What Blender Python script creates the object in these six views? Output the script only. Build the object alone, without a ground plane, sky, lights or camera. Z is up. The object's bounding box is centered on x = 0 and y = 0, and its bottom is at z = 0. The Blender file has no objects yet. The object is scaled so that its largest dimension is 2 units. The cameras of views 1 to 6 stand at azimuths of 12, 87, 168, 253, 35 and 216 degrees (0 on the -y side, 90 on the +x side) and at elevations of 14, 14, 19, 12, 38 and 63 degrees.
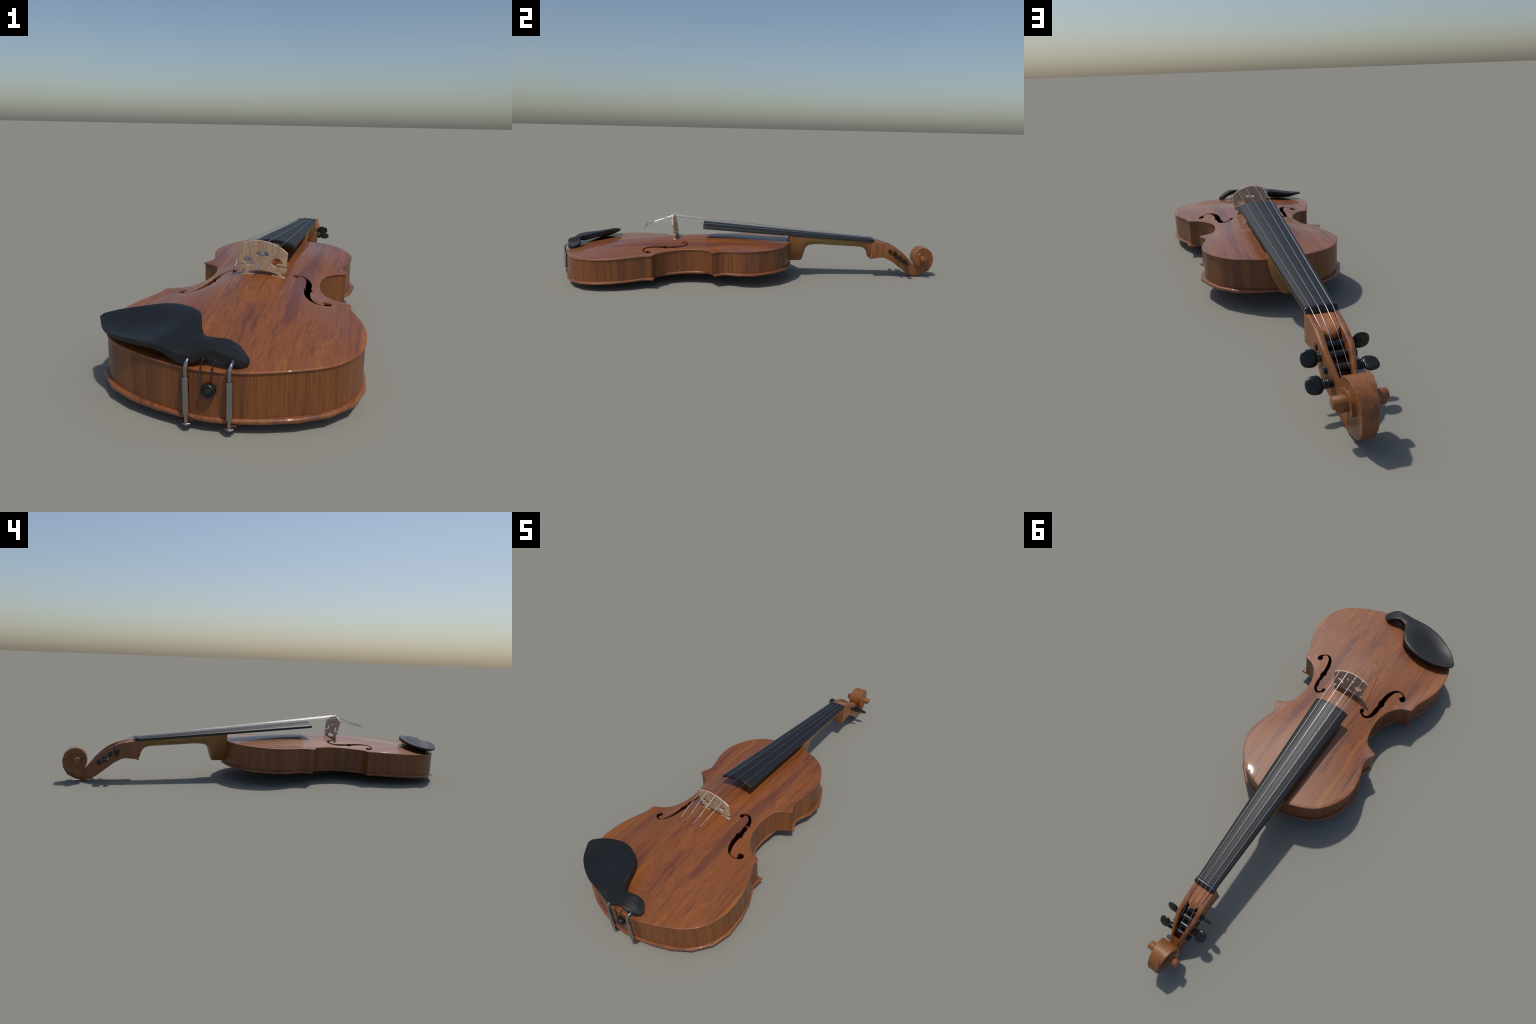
import bpy, bmesh, math, random
import numpy as np
from mathutils import Vector, Matrix
from mathutils.geometry import delaunay_2d_cdt
random.seed(7)

# ------------------------------------------------------------------ helpers
root = bpy.data.objects.new("violin", None)
bpy.context.scene.collection.objects.link(root)
root["label"] = "varnished brown violin lying flat, black chin rest, no tailpiece"
root["category"] = "violin"


def add_obj(name, mesh, mat=None, parent=root, smooth=40):
    ob = bpy.data.objects.new(name, mesh)
    bpy.context.scene.collection.objects.link(ob)
    ob.parent = parent
    if mat is not None and not mesh.materials:
        mesh.materials.append(mat)
    if smooth:
        for p in mesh.polygons:
            p.use_smooth = True
        mesh.set_sharp_from_angle(angle=math.radians(smooth))
    return ob


def mesh_from(name, verts, faces, fix=True):
    me = bpy.data.meshes.new(name)
    me.from_pydata([tuple(v) for v in verts], [], [tuple(f) for f in faces])
    if fix:
        bm = bmesh.new()
        bm.from_mesh(me)
        bmesh.ops.recalc_face_normals(bm, faces=bm.faces)
        bm.to_mesh(me)
        bm.free()
    me.update()
    return me


def merge(parts):
    V, F = [], []
    for v, f in parts:
        o = len(V)
        V += list(v)
        F += [tuple(i + o for i in q) for q in f]
    return V, F


def loft(rings, closed=True, cap=True):
    n = len(rings[0])
    V = [p for r in rings for p in r]
    F = []
    for i in range(len(rings) - 1):
        for j in range(n if closed else n - 1):
            k = (j + 1) % n
            F.append((i * n + j, i * n + k, (i + 1) * n + k, (i + 1) * n + j))
    if cap:
        F.append(tuple(range(n - 1, -1, -1)))
        F.append(tuple(range((len(rings) - 1) * n, len(rings) * n)))
    return V, F


def tube(path, radii, n=10, cap=True):
    """Sweep a circle along a polyline."""
    path = [Vector(p) for p in path]
    if not hasattr(radii, "__len__"):
        radii = [radii] * len(path)
    rings, ref = [], None
    for i, p in enumerate(path):
        t = (path[min(i + 1, len(path) - 1)] - path[max(i - 1, 0)]).normalized()
        if ref is None:
            ref = t.orthogonal().normalized()
        ref = (ref - t * ref.dot(t)).normalized()
        b = t.cross(ref)
        rings.append([p + (ref * math.cos(a) + b * math.sin(a)) * radii[i]
                      for a in [2 * math.pi * k / n for k in range(n)]])
    return loft(rings, True, cap)


def lathe(profile, axis_pt, axis='x', n=24):
    """profile: list of (position along axis, radius)."""
    rings = []
    for a, r in profile:
        ring = []
        for k in range(n):
            t = 2 * math.pi * k / n
            c, s = r * math.cos(t), r * math.sin(t)
            if axis == 'x':
                v = (a, c, s)
            elif axis == 'y':
                v = (c, a, s)
            else:
                v = (c, s, a)
            ring.append(Vector(axis_pt) + Vector(v))
        rings.append(ring)
    return loft(rings)


def interp(tab, x):
    if x <= tab[0][0]:
        return tab[0][1]
    for (a, b), (c, d) in zip(tab, tab[1:]):
        if x <= c:
            return b + (d - b) * (x - a) / (c - a)
    return tab[-1][1]


def smooth_interp(tab, x):
    """Monotone-ish cubic through a table."""
    if x <= tab[0][0]:
        return tab[0][1]
    if x >= tab[-1][0]:
        return tab[-1][1]
    n = len(tab)

    def slope(i):
        if i == 0 or i == n - 1:
            j = max(0, min(n - 2, i))
            return (tab[j + 1][1] - tab[j][1]) / (tab[j + 1][0] - tab[j][0])
        a = (tab[i][1] - tab[i - 1][1]) / (tab[i][0] - tab[i - 1][0])
        b = (tab[i + 1][1] - tab[i][1]) / (tab[i + 1][0] - tab[i][0])
        return 0 if a * b <= 0 else 2 * a * b / (a + b)
    for i in range(n - 1):
        if x <= tab[i + 1][0]:
            h = tab[i + 1][0] - tab[i][0]
            t = (x - tab[i][0]) / h
            return ((2 * t**3 - 3 * t**2 + 1) * tab[i][1] + (t**3 - 2 * t**2 + t) * h * slope(i)
                    + (-2 * t**3 + 3 * t**2) * tab[i + 1][1] + (t**3 - t**2) * h * slope(i + 1))


def catmull(pts, closed=False, sub=6):
    P = [Vector(p) for p in pts]
    n = len(P)
    out = []
    for i in range(n if closed else n - 1):
        if closed:
            a, b, c, d = P[i - 1], P[i], P[(i + 1) % n], P[(i + 2) % n]
        else:
            b, c = P[i], P[i + 1]
            a = P[i - 1] if i else b * 2 - c
            d = P[i + 2] if i + 2 < n else c * 2 - b
        # centripetal-like tangents limit overshoot with uneven spacing
        ab, bc, cd = (b - a).length or 1e-6, (c - b).length or 1e-6, (d - c).length or 1e-6
        m1 = ((c - b) / bc * ab + (b - a) / ab * bc) / (ab + bc) * bc
        m2 = ((d - c) / cd * bc + (c - b) / bc * cd) / (bc + cd) * bc
        for k in range(sub):
            t = k / sub
            out.append(b * (2 * t**3 - 3 * t**2 + 1) + m1 * (t**3 - 2 * t**2 + t)
                       + c * (-2 * t**3 + 3 * t**2) + m2 * (t**3 - t**2))
    if not closed:
        out.append(P[-1])
    return out


def area2(poly):
    return sum(poly[i - 1][0] * poly[i][1] - poly[i][0] * poly[i - 1][1] for i in range(len(poly)))


def normals2(poly, limit=2.0):
    """Mitred outward 2-D normals of a counter-clockwise polygon."""
    n = len(poly)
    out = []
    for i in range(n):
        a, b, c = (Vector((p[0], p[1])) for p in (poly[i - 1], poly[i], poly[(i + 1) % n]))
        d1, d2 = (b - a).normalized(), (c - b).normalized()
        n1, n2 = Vector((d1.y, -d1.x)), Vector((d2.y, -d2.x))
        m = n1 + n2
        if m.length < 1e-6:
            m = n1
        m.normalize()
        out.append(m * min(limit, 1 / max(.2, m.dot(n1))))
    return out


def inside(pt, poly):
    x, y = pt[0], pt[1]
    c = False
    j = len(poly) - 1
    for i in range(len(poly)):
        xi, yi, xj, yj = poly[i][0], poly[i][1], poly[j][0], poly[j][1]
        if (yi > y) != (yj > y) and x < (xj - xi) * (y - yi) / (yj - yi) + xi:
            c = not c
        j = i
    return c


def seg_dist(pt, poly):
    best = 1e9
    x, y = pt[0], pt[1]
    j = len(poly) - 1
    for i in range(len(poly)):
        ax, ay = poly[j][0], poly[j][1]
        bx, by = poly[i][0] - ax, poly[i][1] - ay
        l2 = bx * bx + by * by
        t = 0 if l2 == 0 else max(0, min(1, ((x - ax) * bx + (y - ay) * by) / l2))
        dx, dy = ax + bx * t - x, ay + by * t - y
        d = dx * dx + dy * dy
        if d < best:
            best = d
        j = i
    return math.sqrt(best)


def slab(outline, holes, top, bot, step, edge=0.003, nround=4, hole_edge=0.0, to3=None, square=.5):
    """A plate: outline and holes in 2-D, upper and lower height functions, rounded rims."""
    to3 = to3 or (lambda x, y, z: (x, y, z))
    loops = []
    for k, lp in enumerate([outline] + holes):
        lp = [(p[0], p[1]) for p in lp]
        if area2(lp) < 0:
            lp = lp[::-1]
        e = edge if k == 0 else hole_edge
        nn = normals2(lp)
        if k == 0:
            flat = [(p[0] - q.x * e, p[1] - q.y * e) for p, q in zip(lp, nn)]
            loops.append((flat, nn, e))
        else:
            flat = [(p[0] + q.x * e, p[1] + q.y * e) for p, q in zip(lp, nn)]
            loops.append((flat[::-1], [-q for q in nn][::-1], e))
    pts, edges = [], []
    for flat, _, _ in loops:
        o = len(pts)
        pts += flat
        edges += [(o + i, o + (i + 1) % len(flat)) for i in range(len(flat))]
    nb = len(pts)
    xs = [p[0] for p in loops[0][0]]
    ys = [p[1] for p in loops[0][0]]
    y, row = min(ys) + step * .5, 0
    while y < max(ys):
        x = min(xs) + step * (.5 if row % 2 else 1.0)
        while x < max(xs):
            if inside((x, y), loops[0][0]) and all(not inside((x, y), l[0]) for l in loops[1:]):
                if min(seg_dist((x, y), l[0]) for l in loops) > step * .45:
                    pts.append((x, y))
            x += step
        y += step * .87
        row += 1
    vo, eo, fo, ov, oe, of = delaunay_2d_cdt([Vector(p) for p in pts], edges, [], 0, 1e-7)
    loc = {}
    for i, lst in enumerate(ov):
        for q in lst:
            loc[q] = i
    V, F = [], []
    n = len(vo)
    for v in vo:
        V.append(to3(v.x, v.y, top(v.x, v.y)))
    for v in vo:
        V.append(to3(v.x, v.y, bot(v.x, v.y)))
    for f in fo:
        c = sum((vo[i] for i in f), Vector((0, 0))) / len(f)
        if not inside(c, loops[0][0]) or any(inside(c, l[0]) for l in loops[1:]):
            continue
        F.append(tuple(f))
        F.append(tuple(i + n for i in reversed(f)))
    o = 0
    for flat, nn, e in loops:
        m = len(flat)
        k_n = max(2, nround) if e > 0 else 1
        prev = [loc[o + i] for i in range(m)]
        for k in range(1, k_n + 1):
            if k == k_n:
                cur = [loc[o + i] + n for i in range(m)]
            else:
                a = math.pi * k / k_n
                cur = []
                for i in range(m):
                    zt, zb = top(*flat[i]), bot(*flat[i])
                    so = abs(math.sin(a)) ** square
                    co = math.copysign(abs(math.cos(a)) ** square, math.cos(a))
                    x = flat[i][0] + nn[i].x * e * so
                    y = flat[i][1] + nn[i].y * e * so
                    cur.append(len(V))
                    V.append(to3(x, y, (zt + zb) / 2 + (zt - zb) / 2 * co))
            for i in range(m):
                j = (i + 1) % m
                F.append((prev[i], prev[j], cur[j], cur[i]))
            prev = cur
        o += m
    return V, F


# ------------------------------------------------------------------ materials
def node_mat(name):
    m = bpy.data.materials.new(name)
    m.use_nodes = True
    nt = m.node_tree
    return m, nt, nt.nodes["Principled BSDF"]


def N(nt, kind, **kw):
    n = nt.nodes.new("ShaderNode" + kind)
    for k, v in kw.items():
        if k in n.inputs.keys():
            n.inputs[k].default_value = v
        else:
            setattr(n, k, v)
    return n


def ramp(nt, src, stops):
    r = nt.nodes.new("ShaderNodeValToRGB")
    while len(r.color_ramp.elements) < len(stops):
        r.color_ramp.elements.new(.5)
    for e, (p, c) in zip(r.color_ramp.elements, stops):
        e.position = p
        e.color = (*c, 1)
    nt.links.new(src, r.inputs[0])
    return r.outputs[0]


def mixc(nt, fac, a, b, mode='MIX'):
    m = nt.nodes.new("ShaderNodeMix")
    m.data_type = 'RGBA'
    m.blend_type = mode
    for sock, v in ((m.inputs[0], fac), (m.inputs[6], a), (m.inputs[7], b)):
        if isinstance(v, bpy.types.NodeSocket):
            nt.links.new(v, sock)
        elif isinstance(v, tuple):
            sock.default_value = (*v, 1)
        else:
            sock.default_value = v
    return m.outputs[2]


def noise(nt, vec, scale, detail=4, rough=.55, dist=0.0):
    mp = N(nt, "Mapping")
    mp.inputs["Scale"].default_value = scale
    nt.links.new(vec, mp.inputs["Vector"])
    n = N(nt, "TexNoise", Scale=1.0, Detail=detail, Roughness=rough, Distortion=dist)
    nt.links.new(mp.outputs[0], n.inputs["Vector"])
    return n.outputs["Fac"]


def wood(name, axis, dark, main, light, size=1.0, rough=.52, wob=.0022, coat=.50, contrast=1.0, fibre=.8, squeeze=1.0):
    """Wood whose fibres run along one axis: broad colour bands, thin dark streaks and pores."""
    m, nt, b = node_mat(name)
    co = N(nt, "TexCoord").outputs["Object"]
    # slow sideways drift of the fibres
    dn = N(nt, "TexNoise", Scale=3.2 / size, Detail=2.0)
    nt.links.new(co, dn.inputs["Vector"])
    off = N(nt, "VectorMath", operation='SUBTRACT')
    nt.links.new(dn.outputs["Color"], off.inputs[0])
    off.inputs[1].default_value = (.5, .5, .5)
    sc = N(nt, "VectorMath", operation='SCALE')
    nt.links.new(off.outputs[0], sc.inputs[0])
    sc.inputs["Scale"].default_value = wob * 10
    ad = N(nt, "VectorMath", operation='ADD')
    nt.links.new(co, ad.inputs[0])
    nt.links.new(sc.outputs[0], ad.inputs[1])
    v = ad.outputs[0]

    def sv(across, along):
        return tuple((along * squeeze if k == axis else across) / size for k in range(3))
    band = noise(nt, v, sv(24, .6), 4, .6)
    c1 = ramp(nt, band, [(.5 - .16 * contrast, dark), (.47, main), (.55, main), (.5 + .18 * contrast, light)])
    st = ramp(nt, noise(nt, v, sv(95, 1.5), 4, .6), [(.34, (.66, .61, .66)), (.47, (1, 1, 1)), (.60, (1, 1, 1)), (.72, (1.12, 1.12, 1.05))])
    c2 = mixc(nt, .8 * contrast, c1, st, 'MULTIPLY')
    po = ramp(nt, noise(nt, v, sv(300, 6.5), 3, .6), [(.34, (.62, .58, .58)), (.50, (1, 1, 1)), (.68, (1.10, 1.10, 1.06))])
    c3 = mixc(nt, fibre, c2, po, 'MULTIPLY')
    nt.links.new(c3, b.inputs["Base Color"])
    b.inputs["Roughness"].default_value = rough
    b.inputs["Coat Weight"].default_value = coat
    b.inputs["Coat Roughness"].default_value = .035
    return m


def plain(name, col, rough=.4, metal=0.0, spec=.5, var=.25, scale=40):
    m, nt, b = node_mat(name)
    co = N(nt, "TexCoord").outputs["Object"]
    f = noise(nt, co, (scale,) * 3, 4)
    lo = tuple(c * (1 - var) for c in col)
    hi = tuple(min(1, c * (1 + var)) for c in col)
    nt.links.new(ramp(nt, f, [(.3, lo), (.7, hi)]), b.inputs["Base Color"])
    b.inputs["Roughness"].default_value = rough
    b.inputs["Metallic"].default_value = metal
    b.inputs["Specular IOR Level"].default_value = spec
    return m


DARK, MAIN, LIGHT = (.150, .041, .016), (.238, .070, .0130), (.292, .092, .0135)
M_TOP = wood("spruce_varnish", 1, DARK, MAIN, LIGHT, contrast=.88, wob=.0015)
M_RIB = wood("maple_rib_varnish", 2, (.150, .047, .0135), (.198, .0615, .0118), (.222, .074, .013), size=.8, wob=.001, contrast=.55, coat=.2)
M_BACK = wood("maple_back_varnish", 1, (.14, .038, .015), (.225, .068, .016), (.28, .09, .018))
M_HEAD = wood("scroll_varnish", 2, (.18, .050, .015), (.25, .084, .016), (.285, .098, .017), size=.7, wob=.012, squeeze=6, coat=.35, contrast=.9)
M_BLOCK = wood("pegbox_block_wood", 1, (.27, .090, .024), (.36, .125, .033), (.40, .15, .04), size=.5, coat=.2)
M_BRIDGE = wood("bridge_maple", 2, (.40, .28, .18), (.52, .365, .235), (.58, .42, .28), size=.45, wob=.001, rough=.5, coat=0, contrast=.8)
M_EBONY = plain("ebony", (.0110, .0110, .0118), .50, var=.15)
M_PEG = plain("ebony_polished", (.010, .010, .0105), .30, var=.15)
M_CHIN = plain("chin_rest_ebony", (.0085, .0088, .0095), .47, spec=.42, var=.1)
M_STEEL = plain("polished_steel", (.36, .36, .36), .12, metal=1, var=.04)
M_STRING = plain("string_steel", (.55, .55, .60), .36, metal=1, var=.03)
M_CORK = plain("clamp_cork", (.10, .03, .012), .6)
M_BLACK = plain("black_cord", (.012, .012, .012), .5)


def neck_wood():
    m, nt, b = node_mat("neck_maple")
    co = N(nt, "TexCoord").outputs["Object"]
    base = ramp(nt, noise(nt, co, (20, 5, 20), 4, .6, .6), [(.35, (.20, .115, .030)), (.5, (.27, .165, .045)), (.68, (.31, .19, .055))])
    sep = N(nt, "SeparateXYZ")
    nt.links.new(co, sep.inputs[0])
    edge = ramp(nt, sep.outputs["Y"], [(.20, (.85,) * 3), (.28, (.6,) * 3), (.36, (.0,) * 3), (.50, (.0,) * 3), (.64, (.95,) * 3)])
    c = mixc(nt, edge, base, (.27, .095, .022))
    f = ramp(nt, noise(nt, co, (160, 60, 160), 2), [(.35, (.75, .72, .68)), (.55, (1, 1, 1))])
    nt.links.new(mixc(nt, .6, c, f, 'MULTIPLY'), b.inputs["Base Color"])
    b.inputs["Roughness"].default_value = .42
    return m


M_NECK = neck_wood()

# ------------------------------------------------------------------ body
def smooth01(t):
    t = max(0, min(1, t))
    return t * t * (3 - 2 * t)


TILT = .0395
RIM_Z = lambda y: .1868 + TILT * y          # upper rim plane
BACK_Z = lambda y: .0738 + .0385 * y        # upper side of the back's flange

lower_bout = [(0, -.984), (.05, -.981), (.095, -.973), (.15, -.956), (.2, -.936), (.245, -.913), (.28, -.886),
              (.308, -.85), (.327, -.808), (.336, -.77), (.338, -.735), (.336, -.695), (.329, -.655),
              (.317, -.615), (.303, -.58), (.292, -.552), (.287, -.532), (.2875, -.516)]
waist = [(.281, -.502), (.262, -.4965), (.24, -.487), (.217, -.466), (.198, -.436), (.185, -.4), (.179, -.36),
         (.180, -.32), (.187, -.28), (.197, -.253), (.213, -.235), (.235, -.2245), (.2565, -.2135)]
upper_bout = [(.2525, -.197), (.2415, -.178), (.237, -.155), (.243, -.127), (.254, -.09), (.261, -.05), (.263, -.01),
              (.257, .025), (.246, .055), (.230, .087), (.214, .111), (.19, .138), (.16, .16), (.12, .178),
              (.08, .191), (.04, .199), (0, .202)]
half = catmull(lower_bout, sub=4) + catmull(waist, sub=4) + catmull(upper_bout, sub=4)
outline = [(p.x, p.y) for p in half] + [(-p.x, p.y) for p in half[-2:0:-1]]


# arching: a dome that rises from the flat margin with distance from the edge, flattened by smoothing
class Dome:
    def __init__(self, poly, height, reach, cell=.014, rounds=14):
        self.x0, self.y0, self.c = -.36, -1.0, cell
        self.nx, self.ny = int(.72 / cell) + 2, int(1.22 / cell) + 2
        coarse = poly[::3]
        g = []
        for j in range(self.ny):
            row = []
            for i in range(self.nx):
                p = (self.x0 + i * cell, self.y0 + j * cell)
                if inside(p, poly):
                    t = min(1, seg_dist(p, coarse) / reach)
                    row.append(height * t * t * (3 - 2 * t))
                else:
                    row.append(0.0)
            g.append(row)
        for _ in range(rounds):
            h = [r[:] for r in g]
            for j in range(1, self.ny - 1):
                for i in range(1, self.nx - 1):
                    if g[j][i] > 0:
                        h[j][i] = .5 * g[j][i] + .125 * (g[j - 1][i] + g[j + 1][i] + g[j][i - 1] + g[j][i + 1])
            g = h
        self.g = g

    def __call__(self, x, y):
        fx = max(0, min(self.nx - 1.001, (x - self.x0) / self.c))
        fy = max(0, min(self.ny - 1.001, (y - self.y0) / self.c))
        i, j = int(fx), int(fy)
        u, v = fx - i, fy - j
        g = self.g
        return (g[j][i] * (1 - u) + g[j][i + 1] * u) * (1 - v) + (g[j + 1][i] * (1 - u) + g[j + 1][i + 1] * u) * v


arch_w = [(-.98, .27), (-.90, .305), (-.75, .325), (-.62, .285), (-.53, .247), (-.45, .205), (-.36, .190), (-.28, .193), (-.21, .212),
          (-.13, .240), (-.03, .256), (.05, .252), (.10, .238), (.15, .222), (.20, .215)]


def dome(x, y):
    u = abs(y + .40) / .605
    hy = .0405 * max(0, 1 - u ** 2.5) ** 1.65
    q = x / smooth_interp(arch_w, y)
    return hy * max(0, 1 - q * q) ** 1.4


top_z = lambda x, y: RIM_Z(y) + dome(x, y)

# f-hole: a spine with varying width, a round eye at each end and two little nicks in the middle
f_out = [(.232, -.529), (.232, -.541), (.219, -.555), (.199, -.5635), (.181, -.560), (.166, -.546), (.153, -.522),
         (.1455, -.494), (.1425, -.466), (.1395, -.458), (.1385, -.452), (.1415, -.447), (.140, -.410), (.1385, -.384),
         (.135, -.366), (.127, -.354), (.116, -.3525), (.1085, -.358), (.1095, -.368), (.105, -.3765), (.096, -.3745),
         (.0925, -.365)]
f_in = [(.098, -.353), (.110, -.344), (.125, -.341), (.141, -.352), (.1535, -.374), (.160, -.405), (.1625, -.440),
        (.1665, -.4475), (.1675, -.453), (.1645, -.459), (.1645, -.490), (.170, -.520), (.181, -.546), (.196, -.557),
        (.206, -.5555), (.213, -.546), (.2065, -.537), (.2065, -.527), (.214, -.521), (.224, -.521)]
f_loop = [(p.x, p.y) for p in catmull(f_out + f_in, closed=True, sub=3)]
f_left = [(-x, y) for x, y in f_loop][::-1]

V, F = slab(outline, [f_loop, f_left], top_z, lambda x, y: top_z(x, y) - .0062, .015, edge=.0022, nround=5, hole_edge=.0, square=.8)
add_obj("top_plate", mesh_from("top_plate", V, F), M_TOP, smooth=50)

# ribs: a wall under the rim
rib_in = normals2(outline)
wall_out = [(p[0] - q.x * .0035, p[1] - q.y * .0035) for p, q in zip(outline, rib_in)]
wall_in = [(p[0] - q.x * .0105, p[1] - q.y * .0105) for p, q in zip(outline, rib_in)]
rings = []
for k in range(len(outline)):
    (xo, yo), (xi, yi) = wall_out[k], wall_in[k]
    rings.append([(xo, yo, RIM_Z(yo) - .0028), (xo, yo, BACK_Z(yo) - .004), (xi, yi, BACK_Z(yi) - .004), (xi, yi, RIM_Z(yi) - .0028)])
V, F = loft(rings + rings[:1], True, False)
ribs = add_obj("ribs", mesh_from("ribs", V, F), M_RIB, smooth=35)

# back: faceted flange with a rolled lip, arched belly underneath
bh = [(0, -.989), (.06, -.984), (.13, -.969), (.2, -.946), (.268, -.908), (.321, -.848), (.3435, -.775), (.340, -.695),
      (.321, -.615), (.291, -.550), (.297, -.497), (.240, -.4965), (.217, -.464), (.195, -.425), (.1815, -.372),
      (.1815, -.325), (.193, -.244), (.207, -.217), (.236, -.2095), (.2645, -.202), (.249, -.178), (.2395, -.150), (.248, -.120),
      (.2695, -.078), (.279, -.005), (.257, .052), (.230, .108), (.17, .166), (.115, .187), (.07, .199), (0, .207)]
back_poly = bh + [(-x, y) for x, y in bh[-2:0:-1]]
belly = Dome(back_poly, .0335, .17, rounds=10)
V, F = slab(back_poly, [], lambda x, y: BACK_Z(y), lambda x, y: max(.0002, BACK_Z(y) - .0125 - belly(x, y) * .65), .03,
            edge=.006, nround=6, square=.85)
add_obj("back_plate", mesh_from("back_plate", V, F), M_BACK, smooth=50)

# ------------------------------------------------------------------ fingerboard, nut, neck
AX = lambda y: .0022 + .0036 * (y + .267)      # the neck's axis drifts a little to +x
fb_half = lambda y: .0775 + (.0435 - .0775) * (y + .267) / .904
fb_edge = lambda y: .2755 - .0757 * (y + .267)
fb_crown = lambda y: .0170 + (.0045 - .0170) * (y + .267) / .904


def fb_ring(y, inset=0.0):
    h, e, c, x0 = fb_half(y) - inset, fb_edge(y), fb_crown(y) - inset, AX(y)
    hollow = max(0.0, min(1.0, (.21 - y) / .04)) * .0145 * (.19 - min(y, .19)) / .457 + .0005
    ring = []
    n = 14
    ring += [(x0 - h, y, e - .0115), (x0 - h - .0004, y, e - .003), (x0 - h + .0012, y, e - .0006)]
    for k in range(1, n):
        s = -1 + 2 * k / n
        ring.append((x0 + h * s, y, e + c * (1 - s * s)))
    ring += [(x0 + h - .0012, y, e - .0006), (x0 + h + .0004, y, e - .003), (x0 + h, y, e - .0115)]
    for k in range(1, 8):
        s = 1 - 2 * k / 8
        ring.append((x0 + h * s, y, e - .0115 + hollow * (1 - s * s)))
    return ring


ys = [-.2670, -.2655] + [-.25 + .05 * k for k in range(18)] + [.637]
rings = [fb_ring(y, .0012 if y == -.2670 else 0) for y in ys]
V, F = loft(rings)
add_obj("fingerboard", mesh_from("fingerboard", V, F), M_EBONY, smooth=38)

# nut: rounded black block
rings = []
prof = [(.6375, .2000), (.6375, .2090), (.6392, .2113), (.643, .2120), (.650, .2112), (.6545, .2080), (.6575, .2025), (.6578, .1962), (.6375, .1955)]
for s in [-1.0, -.965, -.9, -.6, -.3, 0, .3, .6, .9, .965, 1.0]:
    sh = .86 if abs(s) == 1 else (.96 if abs(s) > .95 else 1)
    ring = []
    for y, z in prof:
        zz = z + (.0028 * (1 - s * s) if z > .204 else 0)
        ring.append((.0053 + .0452 * s, .6475 + (y - .6475) * sh, .206 + (zz - .206) * sh))
    rings.append(ring)
V, F = loft(rings)
add_obj("nut", mesh_from("nut", V, F), M_PEG, smooth=50)

# neck with heel: stations along y, U-shaped sections
under = [(.199, .0845), (.258, .0845), (.2655, .090), (.270, .103), (.274, .122), (.279, .143), (.287, .160), (.300, .1705),
         (.325, .1755), (.363, .1762), (.46, .171), (.558, .1660), (.590, .1635), (.607, .1575), (.619, .146), (.627, .130),
         (.632, .112), (.634, .1075), (.646, .106)]
rings = []
for y, zb in under:
    zt = fb_edge(y) - .0113
    h = fb_half(y) - interp([(.2, .0015), (.4, .003), (.6, .0045)], y)
    deep = min(1, max(0, (.165 - zb) / .08))
    if y > .45:
        deep *= .35
    hb = h * (1 - .42 * deep)            # the heel narrows towards its foot
    ring = []
    n = 16
    for k in range(n + 1):
        a = math.pi * k / n
        cx, sz = math.cos(a), math.sin(a)
        p = .55 if deep > .3 else .75
        xx = (1 if cx > 0 else -1) * abs(cx) ** p
        d = sz ** (.8 if deep < .3 else .62)
        hw = h + (hb - h) * d ** 2
        ring.append((AX(y) + hw * xx, y, zt - (zt - zb) * d))
    rings.append(ring)
r0 = [(p[0], .1925, p[2]) for p in rings[0]]
V, F = loft([r0] + rings)
add_obj("neck", mesh_from("neck", V, F), M_NECK, smooth=45)

# ------------------------------------------------------------------ pegbox
HX = .0040
ST_W = [(.640, .0465), (.70, .0455), (.785, .0440), (.83, .0330), (.865, .0235), (.885, .0200), (.91, .0184)]
ST_T = [(.640, .1985), (.660, .1965), (.703, .1910), (.728, .1870), (.762, .1740), (.793, .1590), (.843, .1170), (.865, .0930), (.880, .0760), (.895, .0600), (.91, .050)]
ST_B = [(.640, .1010), (.643, .1015), (.677, .1110), (.715, .1125), (.760, .0900), (.814, .0490), (.848, .0215), (.876, .0070), (.91, .0008)]


def box_ring(y, wall, floor):
    w, t, b = interp(ST_W, y), interp(ST_T, y), interp(ST_B, y)
    wi = max(.0015, w - wall)
    fl = max(b + .006, t - floor)
    r = min(.0055, (w - wi) * .45)
    c = .003

    def half(s):
        return [(HX + s * (w - c), y, b), (HX + s * w, y, b + c), (HX + s * w, y, t - r), (HX + s * (w - r * .3), y, t - r * .3),
                (HX + s * (w - r), y, t), (HX + s * (wi + r), y, t), (HX + s * (wi + r * .3), y, t - r * .3), (HX + s * wi, y, t - min(r, floor * .8)),
                (HX + s * wi, y, fl)]
    L = half(-1)
    R = half(1)
    return L + R[::-1]


rings = []
for y, wall, floor in [(.640, .016, .006), (.66, .0165, .006), (.70, .019, .006), (.722, .020, .006), (.7225, .020, .062), (.733, .0195, .066), (.745, .019, .072),
                       (.765, .018, .07), (.785, .017, .07), (.805, .0155, .066), (.825, .014, .06), (.843, .0125, .05), (.856, .012, .045),
                       (.8565, .012, .004), (.865, .012, .003), (.875, .0115, .001), (.89, .012, .0), (.906, .012, .0)]:
    rings.append(box_ring(y, wall, floor))
V, F = loft(rings)
pegbox = add_obj("pegbox", mesh_from("pegbox", V, F), M_HEAD, smooth=40)

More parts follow.
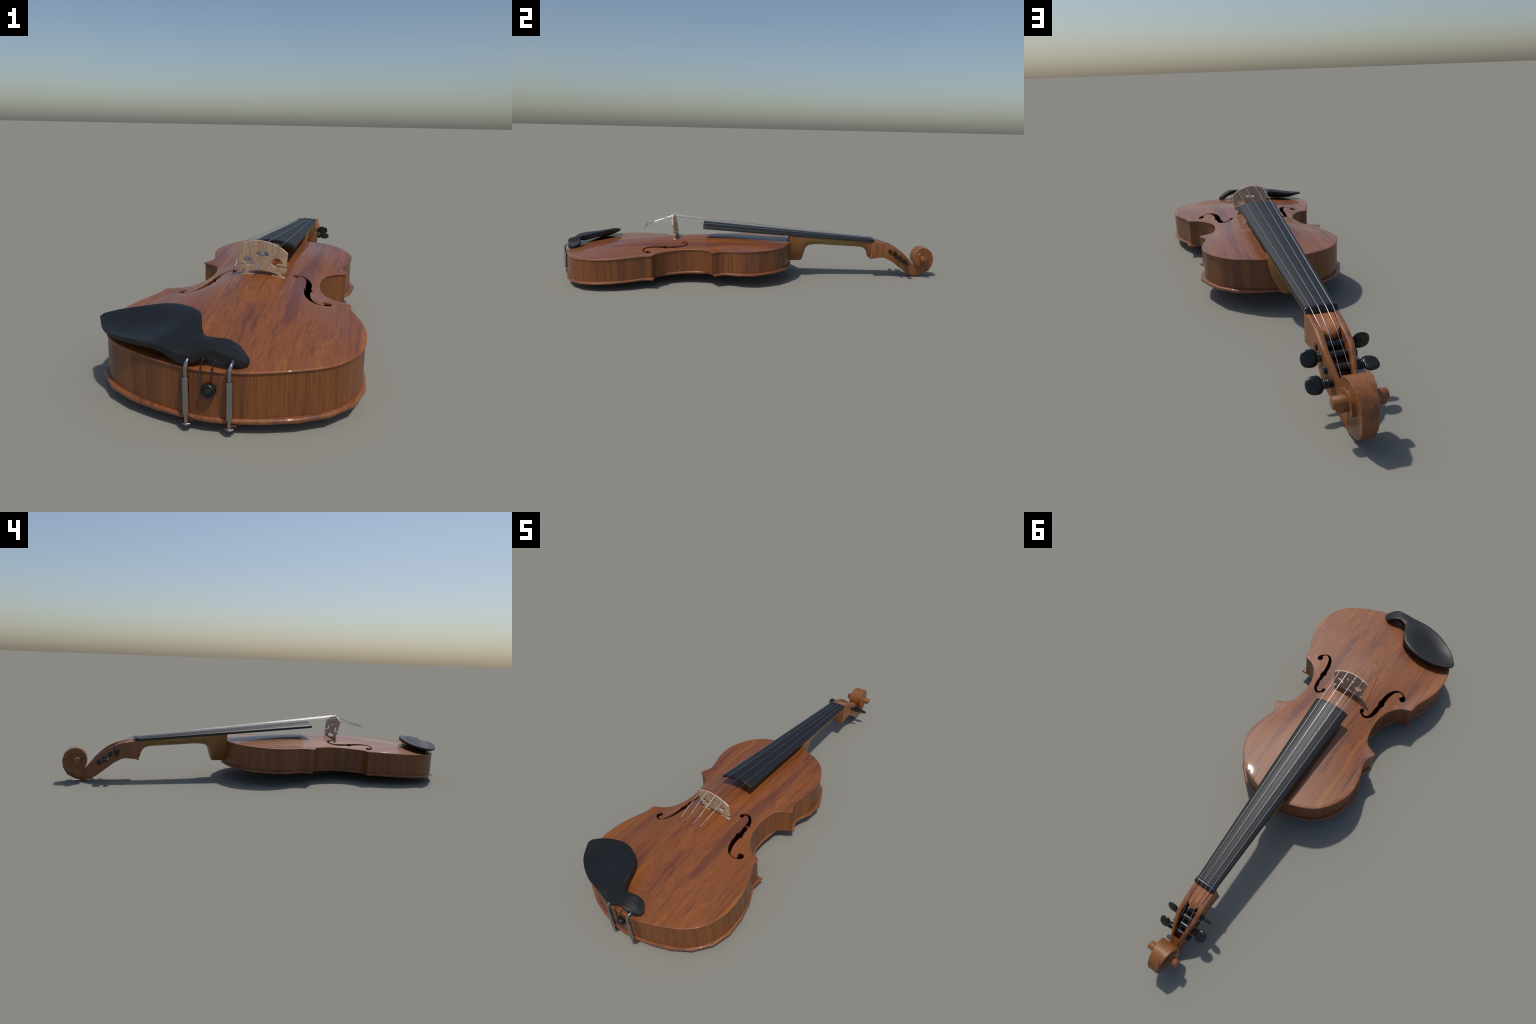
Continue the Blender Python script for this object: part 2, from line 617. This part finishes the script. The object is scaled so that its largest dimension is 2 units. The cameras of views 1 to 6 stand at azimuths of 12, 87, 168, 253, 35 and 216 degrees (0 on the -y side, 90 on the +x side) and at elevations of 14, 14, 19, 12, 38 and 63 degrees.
# lighter block between the cheeks, with a hollowed-out end
rings = []
for i in range(15):
    s = -1 + 2 * i / 14
    ring = []
    yend = .730 + .014 * (1 - s * s)
    for y in [.658, .68, .70, .715, yend - .004]:
        w = interp([(.658, .0298), (.70, .0262), (.75, .0232)], y)
        ring.append((HX + .001 + w * s, y, interp(ST_T, y) - .001 - .0055 * interp([(.65, .2), (.74, 1)], y) * (1 - .3 * (1 - s * s))))
    w = .0236
    zt = interp(ST_T, yend) - .0065
    ring.append((HX + .001 + w * s, yend, zt - .003))
    ring.append((HX + .001 + w * s, yend + .001, zt - .008))
    ring.append((HX + .001 + w * s, yend - .012 * (1 - s * s) - .002, zt - .034))
    ring.append((HX + .001 + .0298 * s, .658, zt - .034))
    rings.append(ring)
V, F = loft(rings)
add_obj("pegbox_block", mesh_from("pegbox_block", V, F), M_BLOCK, parent=pegbox, smooth=45)

# ------------------------------------------------------------------ scroll
CY, CZ = .931, .107
turn = [(.860, .0150, .0190), (.875, .0085, .0186), (.906, .0002, .0190), (.946, .0122, .0185), (.980, .0335, .0190), (.9975, .068, .0198), (1.0, .104, .0210),
        (.988, .1365, .0235), (.963, .158, .0270), (.934, .1655, .0305), (.909, .1595, .0335), (.8895, .135, .0360), (.8835, .111, .0375),
        (.8865, .0895, .0385), (.896, .0705, .0390), (.912, .0615, .0395)]
rings = []
for k, (y, z, w) in enumerate(turn):
    # hub shrinks behind the rim so that both cheeks climb like a spiral staircase
    ry, rz = y - CY, z - CZ
    R = math.hypot(ry, rz)
    hub = .019 / R
    e = .0022
    iy, iz = CY + ry * hub, CZ + rz * hub
    oy, oz = CY + ry * (1 - e / R), CZ + rz * (1 - e / R)
    mid_y, mid_z = CY + ry * .75, CZ + rz * .75
    dish = .0012
    ring = [(HX - w - .001, iy, iz), (HX - w + dish, mid_y, mid_z), (HX - w, oy, oz), (HX - w + e * .8, y, z), (HX, CY + ry * .985, CZ + rz * .985),
            (HX + w - e * .8, y, z), (HX + w, oy, oz), (HX + w - dish, mid_y, mid_z), (HX + w + .001, iy, iz)]
    rings.append(ring)
V, F = loft(rings)
scroll = add_obj("scroll", mesh_from("scroll", V, F), M_HEAD, parent=pegbox, smooth=44)

# second, smaller turn on each cheek and the eye
for sgn in (1, -1):
    rings = []
    m = 22
    for k in range(m + 1):
        a = math.radians(-52 + 300 * k / m)
        R = .0375 - .0065 * math.sin(math.pi * min(1, k / m * 1.05))
        if k > m * .8:
            R += .010 * (k / m - .8) / .2
        w1 = smooth_interp([(0, .0300), (.35, .0345), (.7, .0405), (1, .0425)], k / m)
        c, s = math.cos(a), math.sin(a)
        rings.append([(HX + sgn * .012, CY + .012 * c, CZ + .012 * s), (HX + sgn * .012, CY + R * c, CZ + R * s),
                      (HX + sgn * (w1 - .001), CY + R * c, CZ + R * s), (HX + sgn * w1, CY + (R - .001) * c, CZ + (R - .001) * s),
                      (HX + sgn * (w1 - .0005), CY + .012 * c, CZ + .012 * s)])
    V, F = loft(rings)
    add_obj("scroll_turn", mesh_from("scroll_turn", V, F), M_HEAD, parent=pegbox, smooth=40)
    V, F = lathe([(sgn * .020, .0160), (sgn * .0640, .0157), (sgn * .0658, .0147), (sgn * .0668, .0130)], (HX, CY, CZ), 'x', 20)
    # small ledge under the eye
    lv, lf = loft([[(HX + sgn * x, CY + .004 + dy, CZ - .0120 + dz) for dy, dz in ((-.0115, 0), (.0095, .004), (.0085, -.0045), (-.0085, -.0055))] for x in (.025, .0605)])
    V, F = merge([(V, F), (lv, lf)])
    add_obj("scroll_eye", mesh_from("scroll_eye", V, F), M_HEAD, parent=pegbox, smooth=40)

# ------------------------------------------------------------------ pegs (shared mesh, head at the origin, shank along -x)
shank = lathe([(-.018, .0070), (-.0205, .0100), (-.022, .0124), (-.0245, .0132), (-.0262, .0126), (-.0268, .0118), (-.0282, .0130), (-.0298, .0133),
               (-.0312, .0126), (-.0318, .0119), (-.0335, .0130), (-.036, .0127), (-.037, .0114), (-.070, .0111), (-.122, .0104), (-.1245, .0096), (-.125, .0080)],
              (0, 0, 0), 'x', 22)
rings = []
nr = 26
for lay, sc in [(-1, .40), (-.92, .66), (-.62, .88), (-.25, .97), (0, 1), (.25, .97), (.62, .88), (.92, .66), (1, .40)]:
    ring = []
    for k in range(nr):
        a = 2 * math.pi * k / nr
        c, s = math.cos(a), math.sin(a)
        # a rounded heart: flat towards the shank, fuller at the far end
        px = .0228 * (1 if c > 0 else -1) * abs(c) ** .80
        pz = .0232 * (1 if s > 0 else -1) * abs(s) ** .80 * (1 - .10 * c)
        thick = .0066 - .0014 * abs(lay) * (1 - sc)
        waist_ = 1 - .25 * max(0, c)
        ring.append((px * sc, lay * thick * waist_, pz * sc))
    rings.append(ring)
head = loft(rings)
V, F = merge([shank, head])
peg_mesh = mesh_from("peg", V, F)
peg_mesh.materials.append(M_PEG)
peg_tab = [(-.071, .746, .1470, -1, 4), (.0775, .775, .1330, 1, 24), (-.0745, .8035, .1125, -1, -70), (.0815, .8315, .0920, 1, 42)]
for i, (x, y, z, s, roll) in enumerate(peg_tab):
    ob = add_obj("peg", peg_mesh, parent=root, smooth=45)
    rz = 0 if s > 0 else math.pi
    ob.matrix_local = Matrix.Translation((x, y, z)) @ Matrix.Rotation(rz, 4, 'Z') @ Matrix.Rotation(math.radians(roll), 4, 'X')

# ------------------------------------------------------------------ bridge: outline in x-z with kidney holes and a heart
BX = .0025
crown = [(.0835, .2850), (.0735, .2940), (.0585, .3045), (.040, .3130), (.0215, .3190), (.003, .3220), (-.012, .3225), (-.030, .3200),
         (-.0545, .3130), (-.0680, .3075), (-.0805, .3010)]
left_side = [(-.0745, .2720), (-.0700, .2450), (-.0640, .2430), (-.0470, .2440), (-.0465, .2470), (-.0570, .2500), (-.0590, .2560), (-.0560, .2625), (-.0480, .2675), (-.0400, .2665),
             (-.0290, .2600), (-.0215, .2535), (-.0230, .2440), (-.0300, .2405), (-.0450, .2390), (-.0660, .2395), (-.0690, .2300), (-.0680, .2240), (-.0620, .2225),
             (-.0570, .2215), (-.0560, .2150), (-.0600, .2070), (-.0670, .2045), (-.0670, .2005)]
feet_l = [(-.0480, .2020), (-.0250, .2040), (-.0245, .2085), (-.0420, .2095), (-.0430, .2140), (-.0350, .2190)]
arch_b = [(-.0180, .2225), (-.002, .2230), (.0200, .2200), (.0400, .2150)]
feet_r = [(.0520, .2100), (.0520, .2070), (.0340, .2075), (.0345, .2030), (.0550, .2000), (.0735, .1965), (.0750, .2010), (.0680, .2040), (.0625, .2110), (.0640, .2160)]
right_side = [(.0705, .2185), (.0770, .2200), (.0785, .2280), (.0770, .2355), (.0560, .2380), (.0400, .2405), (.0330, .2460), (.0300, .2520), (.0330, .2580), (.0410, .2640),
              (.0490, .2660), (.0590, .2635), (.0655, .2580), (.0665, .2520), (.0640, .2485), (.0475, .2480), (.0475, .2445), (.0640, .2425), (.0785, .2405)]
lower = lambda L: [(x, z + .0028 * max(0, min(1, (.24 - z) / .02))) for x, z in L]
bridge_poly = crown + lower(left_side + feet_l + arch_b + feet_r + right_side)


def heart():
    pts = []
    # left lobe over the top, down to the smile, spur in the middle, right lobe
    for a in range(20, 250, 20):
        t = math.radians(a)
        pts.append((-.0085 + .0085 * math.cos(t), .2795 + .0075 * math.sin(t)))
    pts += [(-.004, .2712), (.003, .2700), (.010, .2712)]
    for a in range(-70, 165, 20):
        t = math.radians(a)
        pts.append((.0155 + .0085 * math.cos(t), .2795 + .0075 * math.sin(t)))
    pts += [(.0072, .2785), (.0105, .2745), (.0036, .2772), (-.0035, .2745), (-.0005, .2785)]
    return pts


lean = lambda z: -.4205 - .10 * (z - .2)
front = lambda x, z: -lean(z)
backf = lambda x, z: -(lean(z) + interp([(.20, .0125), (.245, .0105), (.32, .0058)], z))
V, F = slab(bridge_poly, [heart()], front, backf, .012, edge=.0007, nround=3, hole_edge=.0, to3=lambda x, z, d: (x, -d, z))
add_obj("bridge", mesh_from("bridge", V, F), M_BRIDGE, smooth=35)

# ------------------------------------------------------------------ strings
silk_cols = [("silk_yellow", (.42, .37, .14)), ("silk_green", (.13, .25, .13)), ("silk_blue", (.20, .23, .52)), ("silk_pink", (.48, .25, .38))]
at_bridge = [(-.0555, .3145), (-.0215, .3225), (.0220, .3200), (.0590, .3055)]
at_nut = [(-.0245, .2137), (-.0040, .2158), (.0165, .2158), (.0370, .2137)]
tips = [(-.0465, -.571, .2725), (-.0190, -.571, .2690), (.0170, -.572, .2670), (.0480, -.566, .2640)]
radius = [.00115, .00092, .0008, .0007]
# each string winds onto its own peg: 0->peg 1, 1->peg 3, 2->peg 4, 3->peg 2
wind = [(-.0225, .746, .147), (-.0120, .8035, .1125), (.0120, .8315, .092), (.0260, .775, .133)]
for i in range(4):
    bx, bz = at_bridge[i]
    yb = lean(bz) + .004
    nx, nz = at_nut[i]
    b = Vector((bx, yb, bz + .0006))
    n = Vector((nx, .6455, nz))
    tip = Vector(tips[i])
    px, py, pz = wind[i]
    path = [tip, b.lerp(tip, .06), b + Vector((0, -.002, .0004)), b, b.lerp(n, .01), n.lerp(b, .01), n, n + Vector((0, .008, -.0010))]
    # over the nut, down to the top of the peg and round it
    r = .0123
    ye = .7335
    way = Vector((n.x + (px - n.x) * (ye - n.y) / (py - n.y), ye, interp(ST_T, ye) - .0030))
    path += [path[-1].lerp(way, .5), way]
    d = Vector((px, py, pz + r)) - way
    path += [way + d * .5 + Vector((0, 0, .002))]
    for k in range(1, 40):
        a = math.radians(90 - 18 * k)
        path.append((px + (.0006 * k) * (1 if peg_tab[[0, 2, 3, 1][i]][3] > 0 else -1), py + r * math.cos(a), pz + r * math.sin(a)))
    V, F = tube(path, radius[i], 6)
    st = add_obj("string", mesh_from("string", V, F), M_STRING, smooth=60)
    # silk-wrapped tail end and the dark wire loop
    s0 = b.lerp(tip, .76)
    V, F = tube([s0, s0.lerp(tip, .5), tip], radius[i] * 1.25, 7)
    add_obj("string_silk", mesh_from("string_silk", V, F), plain(silk_cols[i][0], silk_cols[i][1], .6, scale=300), parent=st, smooth=60)
    dr = (tip - b).normalized()
    if i == 0:
        lp = [tip, tip + dr * .006, tip + Vector((-.001, -.009, -.006)), tip + Vector((-.0008, -.0105, -.012)), tip + Vector((.0006, -.010, -.018))]
    else:
        lp = [tip, tip + dr * .006, tip + dr * .010 + Vector((.0008, 0, -.001)), tip + dr * .012 + Vector((0, 0, -.003))]
    V, F = tube(lp, radius[i] * 1.0, 6)
    add_obj("string_end", mesh_from("string_end", V, F), M_BLACK, parent=st, smooth=60)

# ------------------------------------------------------------------ chin rest: outline with the height of its upper rim and its thickness
chin = [(-.334, -.830, .1860, .009), (-.332, -.811, .1875, .009), (-.303, -.789, .1925, .010), (-.269, -.773, .1970, .011), (-.222, -.763, .2050, .0125),
        (-.170, -.7625, .2145, .015), (-.126, -.776, .2185, .018), (-.090, -.796, .2195, .021), (-.067, -.818, .2190, .024), (-.055, -.844, .2150, .026),
        (-.047, -.868, .2125, .029), (-.041, -.885, .2075, .029), (-.034, -.899, .2045, .029), (-.026, -.912, .2000, .026), (-.0145, -.9195, .2015, .024),
        (.006, -.924, .2020, .022), (.026, -.919, .2005, .020), (.041, -.913, .1940, .019), (.060, -.912, .1820, .018), (.0725, -.921, .1720, .017),
        (.0868, -.938, .1640, .0155), (.0866, -.9545, .1630, .0155), (.073, -.966, .1715, .018), (.061, -.973, .1800, .0205), (.043, -.979, .1880, .0205),
        (.026, -.979, .1945, .0185), (.012, -.9765, .1955, .0165), (-.003, -.977, .1940, .0165), (-.0185, -.981, .1880, .020), (-.034, -.984, .1830, .0235),
        (-.050, -.986, .1795, .0245), (-.067, -.984, .1810, .0235), (-.085, -.980, .1840, .019), (-.104, -.976, .1880, .0150), (-.122, -.972, .1900, .0130),
        (-.141, -.968, .1900, .0120), (-.183, -.957, .1880, .0115), (-.220, -.940, .1860, .0110), (-.246, -.926, .1840, .0105), (-.266, -.912, .1830, .010),
        (-.288, -.895, .1825, .0095), (-.306, -.874, .1825, .009), (-.3195, -.853, .1840, .009)]
CORNERS = {0, 1, 18, 20, 21}          # crisp corners at the tip and at the short end


def chin_curve(vals):
    runs, out = sorted(CORNERS), []
    n = len(vals)
    for a, b in zip(runs, runs[1:] + [runs[0] + n]):
        seg = catmull([vals[i % n] for i in range(a, b + 1)], sub=3)
        out += seg[:-1]
    return out


cl = chin_curve([Vector(a[:3]) for a in chin])
ct = chin_curve([Vector((a[3], 0, 0)) for a in chin])
cl_poly = [(p.x, p.y) for p in cl]


# relax the curve between its corners so the rim has no kinks
keep = {min(range(len(cl)), key=lambda i: (cl[i] - Vector(chin[c][:3])).length) for c in CORNERS}
for _ in range(2):
    cl = [p if i in keep else p * .5 + (cl[i - 1] + cl[(i + 1) % len(cl)]) * .25 for i, p in enumerate(cl)]
cl_poly = [(p.x, p.y) for p in cl]


def chin_field(vals):
    """A smooth cubic surface through the rim heights, with the small remainder blended in near the rim."""
    terms = lambda x, y: [x ** i * y ** j for i in range(4) for j in range(4 - i)]
    A = np.array([terms(px * 4, (py + .86) * 8) for px, py in cl_poly])
    A2 = np.vstack([A, np.eye(A.shape[1]) * .05])
    co = np.linalg.lstsq(A2, np.concatenate([np.array(vals), np.zeros(A.shape[1])]), rcond=None)[0]
    rest = np.array(vals) - A @ co
    P = np.array(cl_poly)

    def f(x, y):
        d2 = ((P - np.array((x, y))) ** 2).sum(1) + 1e-6
        w = d2 ** -1.2
        near = math.exp(-d2.min() / .06 ** 2)
        return float(np.array(terms(x * 4, (y + .86) * 8)) @ co + near * (w @ rest) / w.sum())
    return f


rim_f = chin_field([p.z for p in cl])
thk_f = chin_field([p.x for p in ct])


def cup_depth(x, y):
    # a shallow oval bowl
    u, v = x + .205, y + .858
    c, sn = math.cos(math.radians(-12)), math.sin(math.radians(-12))
    r2 = ((u * c + v * sn) / .128) ** 2 + ((v * c - u * sn) / .094) ** 2
    return max(0, 1 - r2) ** 1.7


def chin_top(x, y):
    d = seg_dist((x, y), cl_poly)
    return rim_f(x, y) - .011 * cup_depth(x, y) + .003 * smooth01(d / .03) * smooth01((x + .06) / .05)


def chin_bot(x, y):
    z = rim_f(x, y) - thk_f(x, y) - .004 * cup_depth(x, y)
    return min(max(z, top_z(x, y) + .0012), chin_top(x, y) - .005)


V, F = slab(cl_poly, [], chin_top, chin_bot, .009, edge=.0016, nround=6, square=.4)
chin_ob = add_obj("chin_rest", mesh_from("chin_rest", V, F), M_CHIN, smooth=55)

# two clamps that hold it to the rib
for cx in (-.0440, .0555):
    y = -.9925
    barrel = lathe([(.0425, .0062), (.0435, .0076), (.131, .0078), (.1325, .0070)], (cx, y, 0), 'z', 16)
    hook = tube([(cx, y, .130), (cx, y, .150), (cx, y + .0008, .157), (cx + .0006, y + .0035, .1635), (cx + .0014, y + .0085, .1685), (cx + .002, y + .016, .171), (cx + .002, y + .026, .171)], .0050, 12)
    rod = tube([(cx, y + .0005, .018), (cx, y, .034), (cx, y, .043)], [.0050, .0044, .0042], 12)
    V, F = merge([barrel, hook, rod])
    cl_ob = add_obj("chin_rest_clamp", mesh_from("chin_rest_clamp", V, F), M_STEEL, parent=chin_ob, smooth=40)
    hexa = loft([[(cx + r * math.cos(math.radians(a)), y + .005 + r * math.sin(math.radians(a)), z) for a in range(30, 390, 60)]
                 for z, r in ((.0155, .0105), (.0162, .0112), (.0195, .0112), (.0200, .0105))])
    add_obj("clamp_foot", mesh_from("clamp_foot", *hexa), M_STEEL, parent=chin_ob, smooth=30)
    pad = loft([[(cx - .014, y + .006, z), (cx + .014, y + .006, z), (cx + .014, y + .034, z + .002), (cx - .014, y + .034, z + .002)] for z in (.0202, .0235)])
    add_obj("clamp_pad", mesh_from("clamp_pad", *pad), M_CORK, parent=chin_ob, smooth=0)

# end button and the gut loop left from the missing tailpiece
V, F = lathe([(-.975, .0125), (-.981, .0165), (-.9935, .0172), (-.9965, .0160), (-.9975, .0140), (-.9965, .0118), (-.9950, .0108), (-.9958, .0095), (-.9985, .0065), (-.9995, .003), (-.9996, .0005)],
             (.0065, 0, .1035), 'y', 26)
add_obj("end_button", mesh_from("end_button", V, F), M_PEG, smooth=50)
gut = []
for x0, x1, x2 in ((-.0100, -.0105, -.0065), (.0130, .0168, .0205)):
    gut.append(tube([(x0, -.9870, .1035), (x0, -.9872, .115), ((x0 + x1) / 2, -.9874, .140), (x1, -.9872, .160), (x1 + .0004, -.9862, .1645), (x2 - .001, -.983, .1715),
                     (x2, -.975, .1745), (x2 + .001, -.966, .1765)], .00125, 8))
V, F = merge(gut)
add_obj("tail_gut", mesh_from("tail_gut", V, F), M_BLACK, smooth=60)
